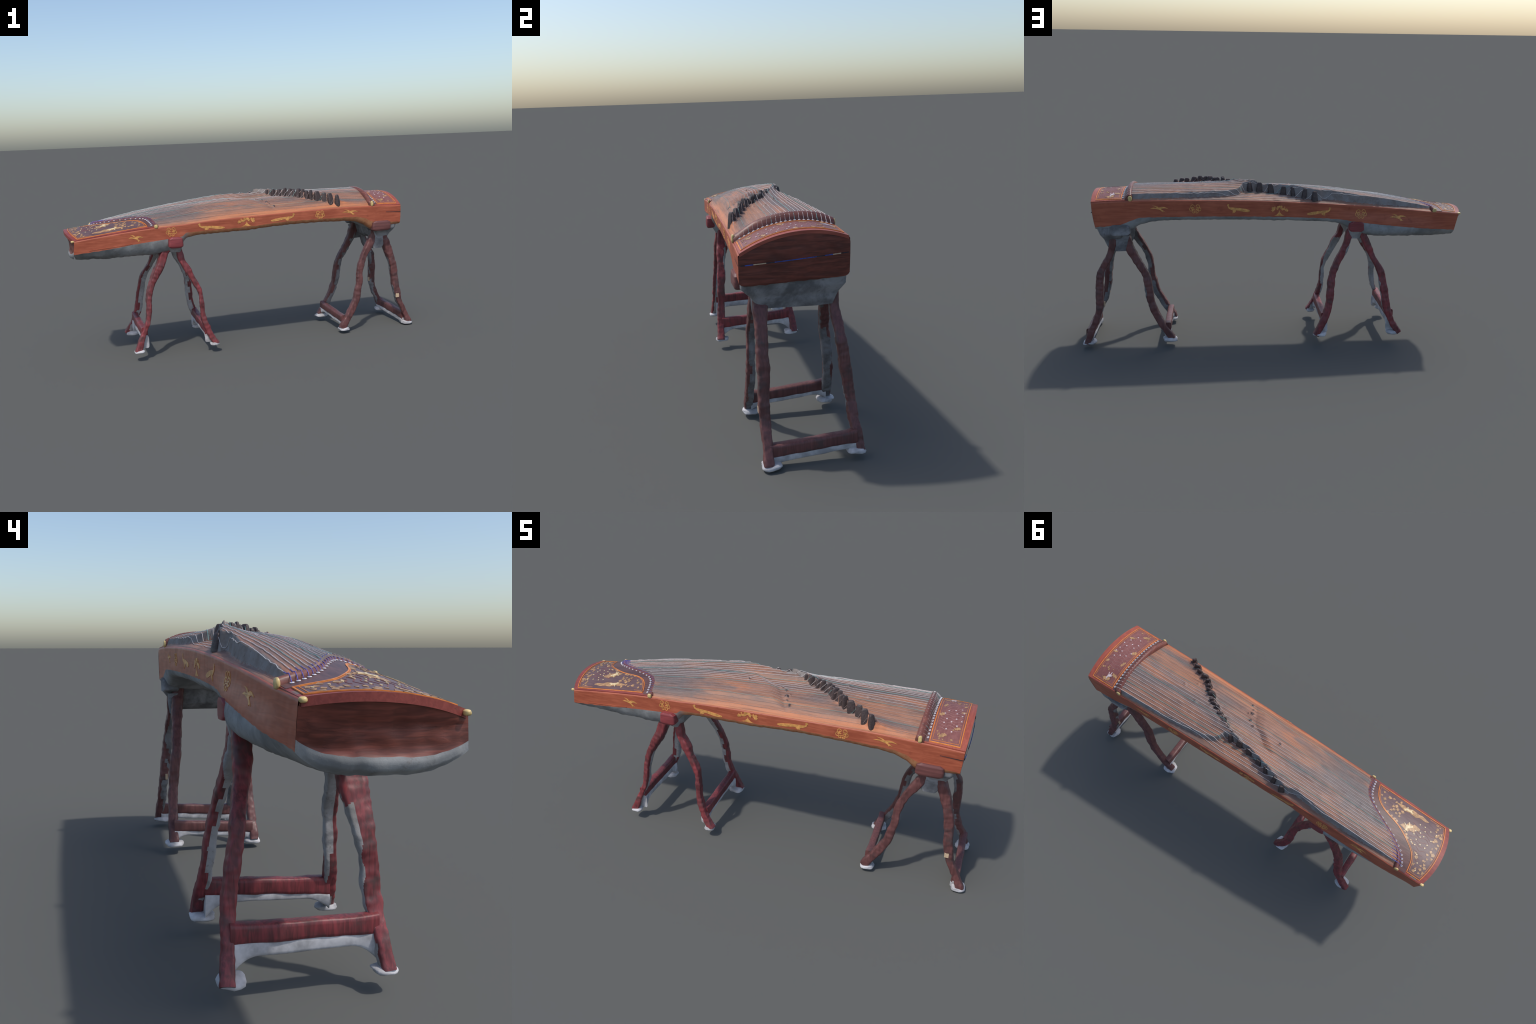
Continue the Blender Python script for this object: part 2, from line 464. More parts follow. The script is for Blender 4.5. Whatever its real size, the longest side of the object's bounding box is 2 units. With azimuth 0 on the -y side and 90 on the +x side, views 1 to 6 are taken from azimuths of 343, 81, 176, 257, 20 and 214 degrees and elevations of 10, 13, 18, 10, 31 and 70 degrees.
# ------------------------------------------------------------------ sheets that follow the top
def sheet(name, xa, xb, y0, y1, off, thick, parent, m, nu=40, nv=40, clampy=False):
    """thin plate between the curves x=xa(y) and x=xb(y), laid on the arched top"""
    def P(u, v, o=off):
        y = lerp(y0, y1, v); x = lerp(xa(y), xb(y), u)
        if clampy:
            y = lerp(yf(x) + R * .8, yb(x) - R * .8, v); x = lerp(xa(y), xb(y), u)
        return (x, y, board(x, y) + o)
    return grid(name, P, nu, nv, parent, m, thick=lambda u, v: P(u, v, off - thick), angle=40)

def top_map(o):
    return lambda x, y, h: (x, y, board(x, y) + o + h)
def front_map(x, z, h): return (x, yf(x) - wob(x, z, 5) - h * 1.0 + .0, z)
def back_map(x, z, h): return (x, yb(x) + wob(x, z, 0) + flare(x, z) + h, z)

def ribbon_geo(pts, w, mp, h, closed=False, V=None, F=None):
    """flat raised line of width w along 2D points"""
    V = [] if V is None else V; F = [] if F is None else F
    n = len(pts); b0 = len(V)
    for i, p in enumerate(pts):
        a = pts[(i - 1) % n] if closed else pts[max(0, i - 1)]
        c = pts[(i + 1) % n] if closed else pts[min(n - 1, i + 1)]
        t = Vector((c[0] - a[0], c[1] - a[1]))
        if t.length < 1e-9: t = Vector((1, 0))
        t.normalize(); nn = Vector((-t.y, t.x)) * w / 2
        l, r = (p[0] + nn.x, p[1] + nn.y), (p[0] - nn.x, p[1] - nn.y)
        V += [mp(*l, -.001), mp(*l, h), mp(*r, h), mp(*r, -.001)]
    m = n if closed else n - 1
    for i in range(m):
        for k in range(3):
            a = b0 + i * 4 + k; c = b0 + ((i + 1) % n) * 4 + k
            F.append((a, a + 1, c + 1, c))
    if not closed:
        F.append((b0, b0 + 1, b0 + 2, b0 + 3)); e = b0 + (n - 1) * 4; F.append((e + 3, e + 2, e + 1, e))
    return V, F

def clip_low(poly, zmin):
    out = []
    for a, b in zip(poly, poly[1:] + poly[:1]):
        ia, ib = a[1] >= zmin(a[0]), b[1] >= zmin(b[0])
        if ia: out.append(a)
        if ia != ib:
            da, db = a[1] - zmin(a[0]), b[1] - zmin(b[0]); t = da / (da - db)
            out.append((lerp(a[0], b[0], t), lerp(a[1], b[1], t)))
    return out

def poly_geo(poly, mp, h, V, F):
    """a flat plaque of the given outline, raised by h"""
    if len(poly) < 3: return
    n, b0 = len(poly), len(V)
    V += [mp(*p, h) for p in poly]; V += [mp(*p, -.001) for p in poly]
    for t in tessellate_polygon([[Vector((p[0], p[1], 0)) for p in poly]]):
        F.append(tuple(b0 + k for k in t))
    for i in range(n):
        j = (i + 1) % n; F.append((b0 + i, b0 + j, b0 + n + j, b0 + n + i))

def place(shape, c, s, flip=1, rot=0.0):
    ca, sa = math.cos(rot), math.sin(rot)
    return [(c[0] + flip * s[0] * (x * ca - y * sa), c[1] + s[1] * (x * sa + y * ca)) for x, y in shape]

# ------------------------------------------------------------------ tail plate
xe = lambda y: xend(y)
sheet("tail_plate", lambda y: xe(y), lambda y: xs(y) - .004, -.19, .12, .0022, .016, zither, M_rim, 40, 60, True)
S_LINE = [(-.19, -.578), (-.15, -.590), (-.11, -.613), (-.08, -.655), (-.05, -.752), (-.01, -.825), (.023, -.866), (.06, -.885), (.108, -.893), (.12, -.894)]
def sl(y): return interp(y, S_LINE)
sheet("saddle_band", lambda y: sl(y) + .004, lambda y: xs(y) - .006, -.188, .118, .0034, .003, zither, M_band, 24, 60)
sheet("inlay_panel", lambda y: xe(y) + .026, lambda y: sl(y) - .004, -.176, .103, .0036, .003, zither, M_field, 40, 60)

OFFT = .0036
def outline(inset, y0, y1):
    a = [(sl(lerp(y0, y1, i / 40)) - inset, lerp(y0, y1, i / 40)) for i in range(41)]
    b = [(xe(lerp(y1, y0, i / 40)) + .022 + inset, lerp(y1, y0, i / 40)) for i in range(41)]
    return a + b
V, F = ribbon_geo(outline(0, -.180, .107), .0033, top_map(OFFT), .0012, True)
ribbon_geo(outline(.008, -.171, .098), .0014, top_map(OFFT), .0009, True, V, F)
obj("inlay_border", V, F, zither, [M_line], angle=40)["kind"] = "stuff"

rng = random.Random(5)
def shard(c, s):
    k = rng.choice([3, 3, 4, 5]); a0 = rng.random() * 6.28
    return [(c[0] + s * rng.uniform(.55, 1.1) * math.cos(a0 + 6.28 * i / k), c[1] + s * rng.uniform(.4, 1.0) * math.sin(a0 + 6.28 * i / k)) for i in range(k)]
DEER = [(-1, -.1), (-.8, .35), (-.45, .3), (-.1, .42), (.3, .35), (.5, .75), (.62, 1.05), (.7, .7), (.95, .6), (.9, .4), (.68, .35), (.6, .0),
        (.45, -.25), (.55, -.85), (.38, -.9), (.25, -.3), (-.2, -.25), (-.5, -.9), (-.65, -.85), (-.5, -.2), (-.75, .0)]
CLOUDLET = [(-1, 0), (-.8, .35), (-.4, .3), (-.2, .7), (.2, .5), (.5, .75), (.8, .3), (1, .05), (.6, -.2), (.3, -.15), (0, -.5), (-.4, -.3), (-.6, -.45)]
V, F = [], []
def inside_tail(x, y, m=.012): return xe(y) + .022 + m < x < sl(y) - m and -.180 + m < y < .107 - m
# scatter of leaf shards: dense near the front tip, along the bowed end and along the S line
n = 0; tries = 0
placed = []
while n < 58 and tries < 9000:
    tries += 1
    y = rng.uniform(-.172, .10); x = rng.uniform(-.96, -.585)
    if not inside_tail(x, y, .013): continue
    tip = x > -.74 and y < -.085
    endz = x < xe(y) + .068
    sline = abs(x - sl(y) + .022) < .014 and y > -.09
    if not (tip or endz or sline): continue
    if any((x - a) ** 2 + (y - b) ** 2 < .0135 ** 2 for a, b in placed): continue
    placed.append((x, y))
    poly_geo(shard((x, y), rng.uniform(.008, .0125)), top_map(OFFT), .0011, V, F); n += 1
poly_geo(place(CLOUDLET, (-.775, -.150), (.090, .024), 1, .12), top_map(OFFT), .0009, V, F)
poly_geo(place(CLOUDLET, (-.800, -.078), (.055, .032), 1, .6), top_map(OFFT), .0009, V, F)
obj("gold_leaf", V, F, zither, [M_gold], smooth=False)["kind"] = "stuff"
V, F = [], []
poly_geo(place(DEER, (-.757, -.146), (.026, .015)), top_map(OFFT), .0021, V, F)
poly_geo(place(DEER, (-.793, -.073), (.025, .021), 1, .8), top_map(OFFT), .0021, V, F)
def dot(c, r): return [(c[0] + r * math.cos(6.283 * i / 8), c[1] + .9 * r * math.sin(6.283 * i / 8)) for i in range(8)]
k = 0; ds = []
while k < 20:
    y = rng.uniform(-.125, .095); x = rng.uniform(-.925, -.83)
    if not inside_tail(x, y, .016) or any(math.hypot(x - a, y - b) < .017 for a, b in ds): continue
    ds.append((x, y)); k += 1
    poly_geo(dot((x, y), .0034), top_map(OFFT), .0014, V, F)
obj("cream_inlay", V, F, zither, [M_pale], smooth=False)["kind"] = "stuff"
# thin engraved mesh of wavy lines in the field
V, F = [], []
for q in range(9):
    y0 = -.10 + q * .018
    pts = []
    for i in range(14):
        x = lerp(-.915, -.80 - .004 * q, i / 13); y = y0 + .006 * math.sin(i * .9 + q)
        if inside_tail(x, y, .014): pts.append((x, y))
    if len(pts) > 3: ribbon_geo(pts, .0009, top_map(OFFT), .0007, False, V, F)
obj("engraved_line", V, F, zither, [M_rim], smooth=False)["kind"] = "stuff"

# ivory corner tips of the tail
def blob(name, c, r, parent, m, seed=0, amp=.12, e=2.6):
    me_v, me_f = [], []
    nu, nv = 14, 18
    for i in range(nu):
        a = lerp(-math.pi / 2, math.pi / 2, i / (nu - 1))
        for j in range(nv):
            b = 2 * math.pi * j / nv
            q = [math.cos(a) * math.cos(b), math.cos(a) * math.sin(b), math.sin(a)]
            q = [math.copysign(abs(t) ** (2 / e), t) for t in q]
            k = 1 + amp * nz(q[0] * 1.3 + seed, q[1] * 1.3, q[2] * 1.3)
            me_v.append((c[0] + q[0] * r[0] * k, c[1] + q[1] * r[1] * k, c[2] + q[2] * r[2] * k))
    ob = obj(name, me_v, grid_faces(nu, nv, wrapv=True), parent, [m])
    bm = bmesh.new(); bm.from_mesh(ob.data); bmesh.ops.remove_doubles(bm, verts=bm.verts, dist=1e-5)
    bmesh.ops.recalc_face_normals(bm, faces=bm.faces); bm.to_mesh(ob.data); bm.free()
    ob.data.polygons.foreach_set("use_smooth", [True] * len(ob.data.polygons))
    return ob
blob("corner_tip", (-.963, -.186, .668), (.010, .007, .0055), zither, M_brass, 1)
blob("corner_tip", (-.980, .115, .697), (.010, .007, .0055), zither, M_brass, 2)

# ------------------------------------------------------------------ saddles
def ridge(name, axis_pt, y0, y1, w0, w1, h, m, n=60):
    """rounded ridge standing on the board; axis_pt(y) gives x, h(y) its height"""
    prof = [(-1, -.15), (-.98, .35), (-.8, .72), (-.45, .94), (0, 1), (.35, .93), (.65, .70), (.88, .38), (1, .05), (1, -.15)]
    V = []
    for i in range(n):
        y = lerp(y0, y1, i / (n - 1))
        d = (axis_pt(y + .002) - axis_pt(y - .002)) / .004
        nx, ny = 1 / math.hypot(1, d), -d / math.hypot(1, d)
        for a, b in prof:
            w = w0 if a < 0 else w1
            x, yy = axis_pt(y) + a * w * nx, y + a * w * ny
            V.append((x, yy, board(x, max(yf(x), min(yb(x), yy))) + h(y) * b))
    k = len(prof)
    F = grid_faces(n, k, wrapv=True) + [tuple(range(k)), tuple(range((n - 1) * k, n * k))]
    return obj(name, V, F, zither, [m], angle=60)
def nut_h(y): return .031 - .009 * sstep(-.12, -.20, y) - .004 * sstep(.1, .16, y)
ridge("head_saddle", xn, -.205, .158, .012, .026, nut_h, M_nut)
def ts_h(y): return .0095 + .008 * sstep(.0, .1, y)
ridge("tail_saddle", lambda y: xs(y) - .010, -.192, .121, .010, .012, ts_h, M_nut, 80)
blob("saddle_cap", (.708, -.207, .757), (.0085, .0065, .016), zither, M_brass, 3)
blob("saddle_cap", (.700, .1605, .793), (.010, .0065, .014), zither, M_brass, 4)
blob("saddle_cap", (-.536, -.196, .716), (.010, .0055, .010), zither, M_brass, 5)
blob("saddle_cap", (-.848, .123, .716), (.011, .0055, .011), zither, M_brass, 6)

# ------------------------------------------------------------------ head plate
sheet("head_plate", lambda y: xn(y) + .022, lambda y: X1 + .001 + .005 * (1 - ((y + .02) / .19) ** 2), -.2, .16, .0022, .012, zither, M_hrim, 20, 60, True)
sheet("saddle_band", lambda y: xn(y) + .012, lambda y: .741, -.202, .157, .0034, .003, zither, M_band, 8, 60)
sheet("inlay_panel", lambda y: .745, lambda y: .866, -.198, .152, .0034, .003, zither, M_hfield, 20, 60)
def rect(x0, x1, y0, y1, n=30):
    p = [(x0, lerp(y0, y1, i / n)) for i in range(n)] + [(lerp(x0, x1, i / 6), y1) for i in range(6)]
    return p + [(x1, lerp(y1, y0, i / n)) for i in range(n)] + [(lerp(x1, x0, i / 6), y0) for i in range(6)]
V, F = ribbon_geo(rect(.745, .867, -.199, .153), .0033, top_map(.0034), .0012, True)
ribbon_geo(rect(.754, .859, -.190, .144), .0013, top_map(.0034), .0009, True, V, F)
obj("inlay_border", V, F, zither, [M_line], angle=40)["kind"] = "stuff"
V, F = [], []
for c, s, r in [((.80, .128), .02, 0), ((.768, .10), .016, 0), ((.77, .03), .016, 1), ((.85, -.01), .012, 0), ((.79, -.165), .016, 0), ((.765, -.05), .018, 1), ((.84, -.12), .014, 0), ((.85, .05), .012, 1)]:
    poly_geo(place(CLOUDLET, c, (s * .6, s * 1.3) if r else (s, s), 1, rng.uniform(-.6, .6)), top_map(.0034), .0010, V, F)
for q in range(20):
    y = rng.choice([rng.uniform(.07, .14), rng.uniform(-.185, -.13)])
    poly_geo(shard((rng.uniform(.763, .85), y), rng.uniform(.004, .0075)), top_map(.0034), .0013, V, F)
obj("gold_leaf", V, F, zither, [M_gold], smooth=False)["kind"] = "stuff"
V, F = [], []
poly_geo(place(DEER, (.793, .112), (.014, .020), 1, .3), top_map(.0034), .0022, V, F)
ds = []
while len(ds) < 15:
    x, y = rng.uniform(.775, .85), rng.uniform(-.14, .02)
    if any(math.hypot(x - a, y - b) < .022 for a, b in ds): continue
    ds.append((x, y)); poly_geo(dot((x, y), .0034), top_map(.0034), .0014, V, F)
obj("cream_inlay", V, F, zither, [plain("pearl_inlay", (.56, .46, .46), .35, 0, .15, 90)], smooth=False)["kind"] = "stuff"
V, F = [], []
for q in range(13):
    pts = [(lerp(.762, .852, i / 12), -.13 + q * .0165 + .004 * math.sin(i * 1.1 + q * .7)) for i in range(13)]
    ribbon_geo(pts, .0009, top_map(.0034), .0007, False, V, F)
obj("engraved_line", V, F, zither, [plain("pale_engraving", (.34, .20, .18), .5)], smooth=False)["kind"] = "stuff"

# seams: the tuning lid line on the head end and on the player's side
V, F, mi = [], [], []
def gapbox(p, q, w, out, idx, ax):
    b = len(V)
    for e in (p, q):
        for dz in (-w, w):
            for o in (-.002, out):
                V.append((e[0] + (o if ax == 0 else 0), e[1] + (o if ax == 1 else 0), e[2] + dz))
    for f in [(0, 1, 3, 2), (4, 6, 7, 5), (0, 4, 5, 1), (2, 3, 7, 6), (1, 5, 7, 3), (0, 2, 6, 4)]:
        F.append(tuple(b + k for k in f)); mi.append(idx)
segs = 26
for i in range(segs):
    y0, y1 = lerp(-.205, .164, i / segs), lerp(-.205, .164, (i + 1) / segs)
    def hp(y):
        t = (y + .21) / .378; z = lerp(.700, .724, t)
        return (X1 + .0065 * math.sin(math.pi * t) + .0030, y, z)
    idx = 1 if i in (1, 2) or 7 < i < 18 or i in (20, 21) else (2 if i in (3, 4, 5, 22, 23) else 0)
    gapbox(hp(y0), hp(y1), .0014, .0008, idx, 0)
obj("lid_seam", V, F, zither, [M_gap, M_gapb, M_paper], smooth=False, mi=mi)
V, F, mi = [], [], []
for i in range(6):
    x0, x1 = lerp(.795, X1, i / 6), lerp(.795, X1, (i + 1) / 6)
    gapbox((x0, yf(x0), .7045 - i * .0006), (x1, yf(x1), .7045 - (i + 1) * .0006), .0010 + .0001 * i, -.0022, 0, 1)
obj("lid_seam", V, F, zither, [M_gap], smooth=False, mi=mi)

# ------------------------------------------------------------------ lacquer motifs on the sides
CRANE = [(-1, .05), (-.6, .24), (-.22, .14), (-.36, .40), (-.75, .66), (-.42, .60), (-.2, .46), (-.02, .24), (.3, .38), (.65, .28), (1, -.04), (.6, .08), (.3, .0),
         (.22, -.12), (.45, -.42), (.66, -.72), (.44, -.56), (.32, -.72), (.24, -.46), (.02, -.2), (-.2, -.14), (-.5, .0)]
PEACOCK = [(-1, .72), (-.9, .98), (-.8, .85), (-.84, .55), (-.76, .3), (-.4, .25), (.1, .15), (.6, -.05), (.95, -.3), (1, -.52), (.8, -.70), (.4, -.62), (0, -.38),
           (-.2, -.32), (-.24, -.6), (-.42, -.85), (-.40, -.6), (-.52, -.95), (-.50, -.35), (-.75, -.1), (-.9, .2), (-.93, .5)]
def spiral(c, r, t0, t1, n=18, s=1):
    return [(c[0] + s * r * lerp(1, .18, i / n) * math.cos(lerp(t0, t1, i / n)), c[1] + r * lerp(1, .18, i / n) * math.sin(lerp(t0, t1, i / n))) for i in range(n + 1)]
def motif(kind, c, half, height, mp, zmin, flip):
    V, F = [], []
    if kind == "crane":
        poly_geo(clip_low(place(CRANE, c, (half, height), flip), zmin), mp, .0011, V, F)
    elif kind == "peacock":
        poly_geo(clip_low(place(PEACOCK, c, (half, height), flip), zmin), mp, .0011, V, F)
    elif kind == "cloud":
        def ok(pts): return [p for p in pts if p[1] > zmin(p[0]) + .001]
        for s in (1, -1):
            for (cx, cz, r, t0, t1) in [(.36, .42, .46, -2.2, 6.0), (.62, -.18, .40, 2.6, -5.2), (.22, -.62, .34, 2.2, -5)]:
                p = ok(spiral((c[0] + s * cx * half, c[1] + cz * height), r * half, t0, t1, 22, s))
                if len(p) > 3: ribbon_geo(p, .0028, mp, .0011, False, V, F)
    else:  # tree on a mound
        poly_geo(clip_low(place([(-.9, -.95), (-.45, -.75), (-.12, -.35), (0, .1), (.12, -.35), (.45, -.75), (.9, -.95)], c, (half * .75, height)), zmin), mp, .0011, V, F)
        r2 = random.Random(3)
        for i in range(26):
            a = lerp(-.25, math.pi + .25, r2.random()); rr = r2.uniform(.35, 1.0)
            q = (c[0] + half * rr * math.cos(a), c[1] + height * (.05 + .85 * rr * math.sin(a)))
            s = r2.uniform(.10, .19) * half
            sp = [(q[0] + s * (1.2 if i % 2 else .6) * math.cos(a + 6.283 * k / 7), q[1] + s * (.9 if k % 2 else .45) * math.sin(a + 6.283 * k / 7)) for k in range(7)]
            poly_geo(clip_low(sp, zmin), mp, .0012, V, F)
    obj(kind + "_motif", V, F, zither, [M_gold_side], smooth=False)
zfl = lambda x: interp(x, WF) + .003
for kind, x, z, hw, hh, fl in [("crane", -.645, .663, .034, .026, 1), ("cloud", -.458, .683, .026, .026, 1), ("peacock", -.240, .694, .064, .021, 1), ("tree", -.043, .706, .040, .023, 1),
                               ("peacock", .165, .712, .062, .021, -1), ("cloud", .386, .715, .026, .026, 1), ("crane", .570, .717, .044, .022, 1)]:
    motif(kind, (x, z), hw * 1.15, hh * 1.1, front_map, zfl, fl)
zbl = lambda x: interp(x, WB) + .002
for kind, x, z, hw, hh, fl in [("crane", .560, .742, .045, .024, -1), ("cloud", .382, .740, .031, .026, 1), ("peacock", .166, .737, .058, .026, -1), ("tree", -.040, .725, .040, .028, 1),
                               ("peacock", -.243, .716, .062, .024, 1), ("cloud", -.460, .704, .032, .027, 1), ("crane", -.656, .682, .046, .028, -1)]:
    motif(kind, (x, z), hw, hh, back_map, zbl, fl)
# long moulded step on the player's side under the tail half
V, F = ribbon_geo([(lerp(-.885, -.665, i / 20), lerp(.617, .634, i / 20)) for i in range(21)], .003, front_map, .0016)
obj("side_moulding", V, F, zither, [M_side], angle=40)

# ------------------------------------------------------------------ bridges and strings
NS = 21
def string_y(k, x):
    t = k / (NS - 1)
    a, b = lerp(-.186, .143, t), lerp(-.176, .102, t)      # at the nut, at the tail
    return lerp(b, a, (x + .70) / 1.40)
BR = []
def bridge_mesh():
    """a blackwood bridge: two splayed feet meeting in a narrow crest"""
    V = []
    lv = [(0, .0175, .0145), (.12, .0165, .0138), (.5, .0145, .0105), (.85, .0122, .0068), (.95, .0105, .0050), (1, .0065, .0028)]
    sec = superellipse(12, 5)
    for h, wx, wy in lv:
        for a, b in sec: V.append((a * wx, b * wy, h))
    F = grid_faces(len(lv), 12, wrapv=True) + [tuple(range(12)), tuple(range(60, 72))]
    # arch cut under the feet is suggested by a dark notch piece
    return V, F
bV, bF = bridge_mesh()
bridge_me = None
for k in range(NS):
    y = lerp(-.194, .116, k / (NS - 1)); x = xrow(y)
    for _ in range(6):
        y = string_y(k, x); x = xrow(y)
    zb0 = board(x, y)
    h = .059 + .003 * math.sin(k * 2.1) - .008 * sstep(11, 15, k) - .003 * sstep(4, 8, k)
    BR.append((x, y, zb0 + h))
    if bridge_me is None:
        ob = obj("bridge", bV, bF, zither, [M_bridge], angle=50); bridge_me = ob.data
    else:
        ob = bpy.data.objects.new("bridge", bridge_me); SC.objects.link(ob); ob.parent = zither
    wxy = 1.0 if k < 13 else .8
    if k >= 14: y = max(y, interp(x, CL) + .002)
    ob.location = Vector((x, y, zb0 - .004)) - Vector(zither.location)
    ob.scale = (wxy * random.uniform(.8, 1.25), wxy * random.uniform(.8, 1.3), (h + .004) * random.uniform(.93, 1.03))
    ob.rotation_euler = (random.uniform(-.12, .12), random.uniform(-.16, .16), .35 + random.uniform(-.5, .5))

for k in range(NS):
    t = k / (NS - 1)
    bx, by, bz = BR[k]
    ye = string_y(k, -.6)
    for _ in range(5): ye = string_y(k, xs(ye))
    xt = xs(ye)
    rad = lerp(.00045, .00095, t)
    pts = []
    xp_tail, xp_head = xt - lerp(.030, .030, t), .7345
    # from the tail pin, over the tail saddle, along the sheet, over the bridge, to the head pin
    pts.append((xp_tail, ye, board(xp_tail, ye) + .0046))
    pts.append((xt - .022, ye, board(xt - .022, ye) + .007 + ts_h(ye) * .3))
    pts.append((xt - .010, ye, board(xt - .01, ye) + ts_h(ye) + rad))
    n = 90
    xa, xb_ = xt + .004, xn(string_y(k, .70)) - .006
    for i in range(n):
        x = lerp(xa, xb_, i / (n - 1)); y = string_y(k, x) + .0011 * nz(x, k, 0, 26)
        lim = interp(x, CL) - .004 - .004 * (NS - 1 - k)
        if y > lim: y = lerp(y, lim, max(sstep(.13, .30, x), sstep(-.22, -.33, x)))
        z = max(top(x, y), top(x, y - .0012), top(x, y + .0012)) + rad * .7 + .0011
        d = abs(x - bx)
        if d < .030: z = max(z, bz + .001 - d * 1.1)
        e = min(1, (x - xa) / .05); z = max(z, lerp(board(xt, ye) + ts_h(ye) * .9, z, e) if e < 1 else z)
        pts.append((x, y, z))
    yh = string_y(k, .70); xh = xn(yh)
    pts += [(xh, yh, board(xh, yh) + nut_h(yh) + rad), (xh + .014, yh, board(xh + .014, yh) + nut_h(yh) * .78 + rad),
            (xp_head - .006, yh, board(xp_head, yh) + .012), (xp_head, yh, board(xp_head, yh) + .0048)]
    V, F = tube(pts, rad, 6)
    base = M_cyan if k % 5 == 2 else (M_white if k > 7 else M_pink)
    nblue = 2 + int(t * 2.4)
    mi = [1 if (i // 6) < nblue else 0 for i in range(len(F) - 2)] + [1, 0]
    s = obj("string", V, F, zither, [base, M_blue], mi=mi)
    # white rings where the string enters the wood
    for (px, py, po) in ((xp_tail - .002, ye, .0046), (xp_head + .001, yh, .0046)):
        if k == 0 and px < 0:
            rv, rf = [], []
            for i in range(16):
                a = 6.283 * i / 16
                for j in range(8):
                    b = 6.283 * j / 8; r = .0034 + .0011 * math.cos(b)
                    rv.append((r * math.cos(a), r * math.sin(a), .0013 * math.sin(b)))
            rf = [(i * 8 + j, i * 8 + (j + 1) % 8, ((i + 1) % 16) * 8 + (j + 1) % 8, ((i + 1) % 16) * 8 + j) for i in range(16) for j in range(8)]
            ro = obj("string_ring", rv, rf, None, [M_ring]); ring_me = ro.data; ro.parent = zither
        else:
            ro = bpy.data.objects.new("string_ring", ring_me); SC.objects.link(ro); ro.parent = zither
        ro.location = Vector((px, py, board(px, py) + po)) - Vector(zither.location)
        sl_ = (board(px, py + .005) - board(px, py - .005)) / .01
        ro.rotation_euler = (math.atan(sl_), 0, 0)

# ------------------------------------------------------------------ trestle stands
def sweep_leg(name, zx, zy, parent, mats, inward, seed, origin, grime):
    """S-curved leg: zx lists (z, x, width along x), zy lists (z, y, depth along y), from the top down"""
    up = lambda tab, c: [(r[0], r[c]) for r in reversed(tab)]
    X, WX, Y, WY = up(zx, 1), up(zx, 2), up(zy, 1), up(zy, 2)
    zt, zb_ = zx[0][0], zx[-1][0]; n = 200; ns = 44
    path = []
    for i in range(n):
        z = lerp(zt, zb_, i / (n - 1)); path.append(Vector((interp(z, X), interp(z, Y), z)))
    sec = superellipse(ns, 4.5); V = []
    for i, p in enumerate(path):
        T = (path[min(n-1, i+1)] - path[max(0, i-1)]).normalized()
        b = Vector((0, 1, 0)); a = b.cross(T).normalized(); b = T.cross(a).normalized()
        wx, wy = interp(p.z, WX) * abs(T.z) * .96, interp(p.z, WY)
        knob = 1 + .10 * nz(seed, p.z, 0, 24) + .05 * nz(seed, p.z, 5, 60)
        for u, v in sec:
            V.append(p + a * u * wx * knob / 2 + b * v * wy * knob / 2)
    F = grid_faces(n, ns, wrapv=True) + [tuple(range(ns)), tuple(range((n-1)*ns, n*ns))]
    mi = []
    for f in F:
        c = sum((Vector(V[q]) for q in f), Vector()) / len(f)
        i = min(n - 1, f[0] // ns)
        d = (c - path[i]).normalized()
        s = d.dot(Vector(inward)) + .95 * nz(c.x + seed, c.y, c.z * .4, 14) + .45 * nz(c.x, c.y + seed, c.z * .5, 45)
        mi.append(1 if s > grime else 0)
    ob = obj(name, V, F, parent, mats, origin=origin, mi=mi, angle=55)
    rough_up(ob, .0035, 18, seed, .0022, 60)
    return ob

def lofted(name, levels, parent, m, origin, e=8, seg=44, amp=.003, freq=20, seed=0):
    """stack of rounded rectangles (z, x0, x1, y0, y1), closed"""
    levels = list(levels); fine = []
    for a, b in zip(levels, levels[1:]):
        for i in range(5): fine.append([lerp(p, q, i / 5) for p, q in zip(a, b)])
    fine.append(list(levels[-1]))
    sec = superellipse(seg, e); V = []
    for z, x0, x1, y0, y1 in fine:
        for u, v in sec: V.append(((x0 + x1) / 2 + u * (x1 - x0) / 2, (y0 + y1) / 2 + v * (y1 - y0) / 2, z))
    n = len(fine); F = grid_faces(n, seg, wrapv=True) + [tuple(range(seg)), tuple(range((n-1)*seg, n*seg))]
    ob = obj(name, V, F, parent, [m], origin=origin, angle=50)
    rough_up(ob, amp, freq, seed)
    return ob

def stretcher(parent, mred, xa, xb, y0, y1, ztop, zmid, zbot, feet, origin, seed):
    """cross rail between a front and a back leg with a pale arched apron below"""
    n = 40; sec = superellipse(16, 5); V = []; W = []
    th = .017
    for i in range(n):
        t = i / (n - 1); y = lerp(y0, y1, t); x = lerp(xa, xb, t)
        a, b = lerp(*ztop, t), lerp(*zmid, t)
        k = 1 + .25 * (abs(2 * t - 1) ** 6)
        for u, v in sec: V.append((x + u * th, y, (a + b) / 2 + v * (a - b) / 2 * k))
        fl = max(0, (abs(2 * t - 1) - .62) / .38) ** 2
        c = lerp(lerp(*zbot, t), feet[0] if t < .5 else feet[1], fl)
        for u, v in sec: W.append((x + u * (th * .8 + .006 * fl), y, (b + .004 + c) / 2 + v * (b + .004 - c) / 2))
    F = grid_faces(n, 16, wrapv=True) + [tuple(range(16)), tuple(range((n-1)*16, n*16))]
    s = obj("stretcher", V, F, parent, [mred], origin=origin, angle=55); rough_up(s, .003, 18, seed, .001, 60)
    a = obj("stretcher_apron", W, F, parent, [M_pad], origin=origin, angle=60); rough_up(a, .003, 18, seed + 3)
    return s

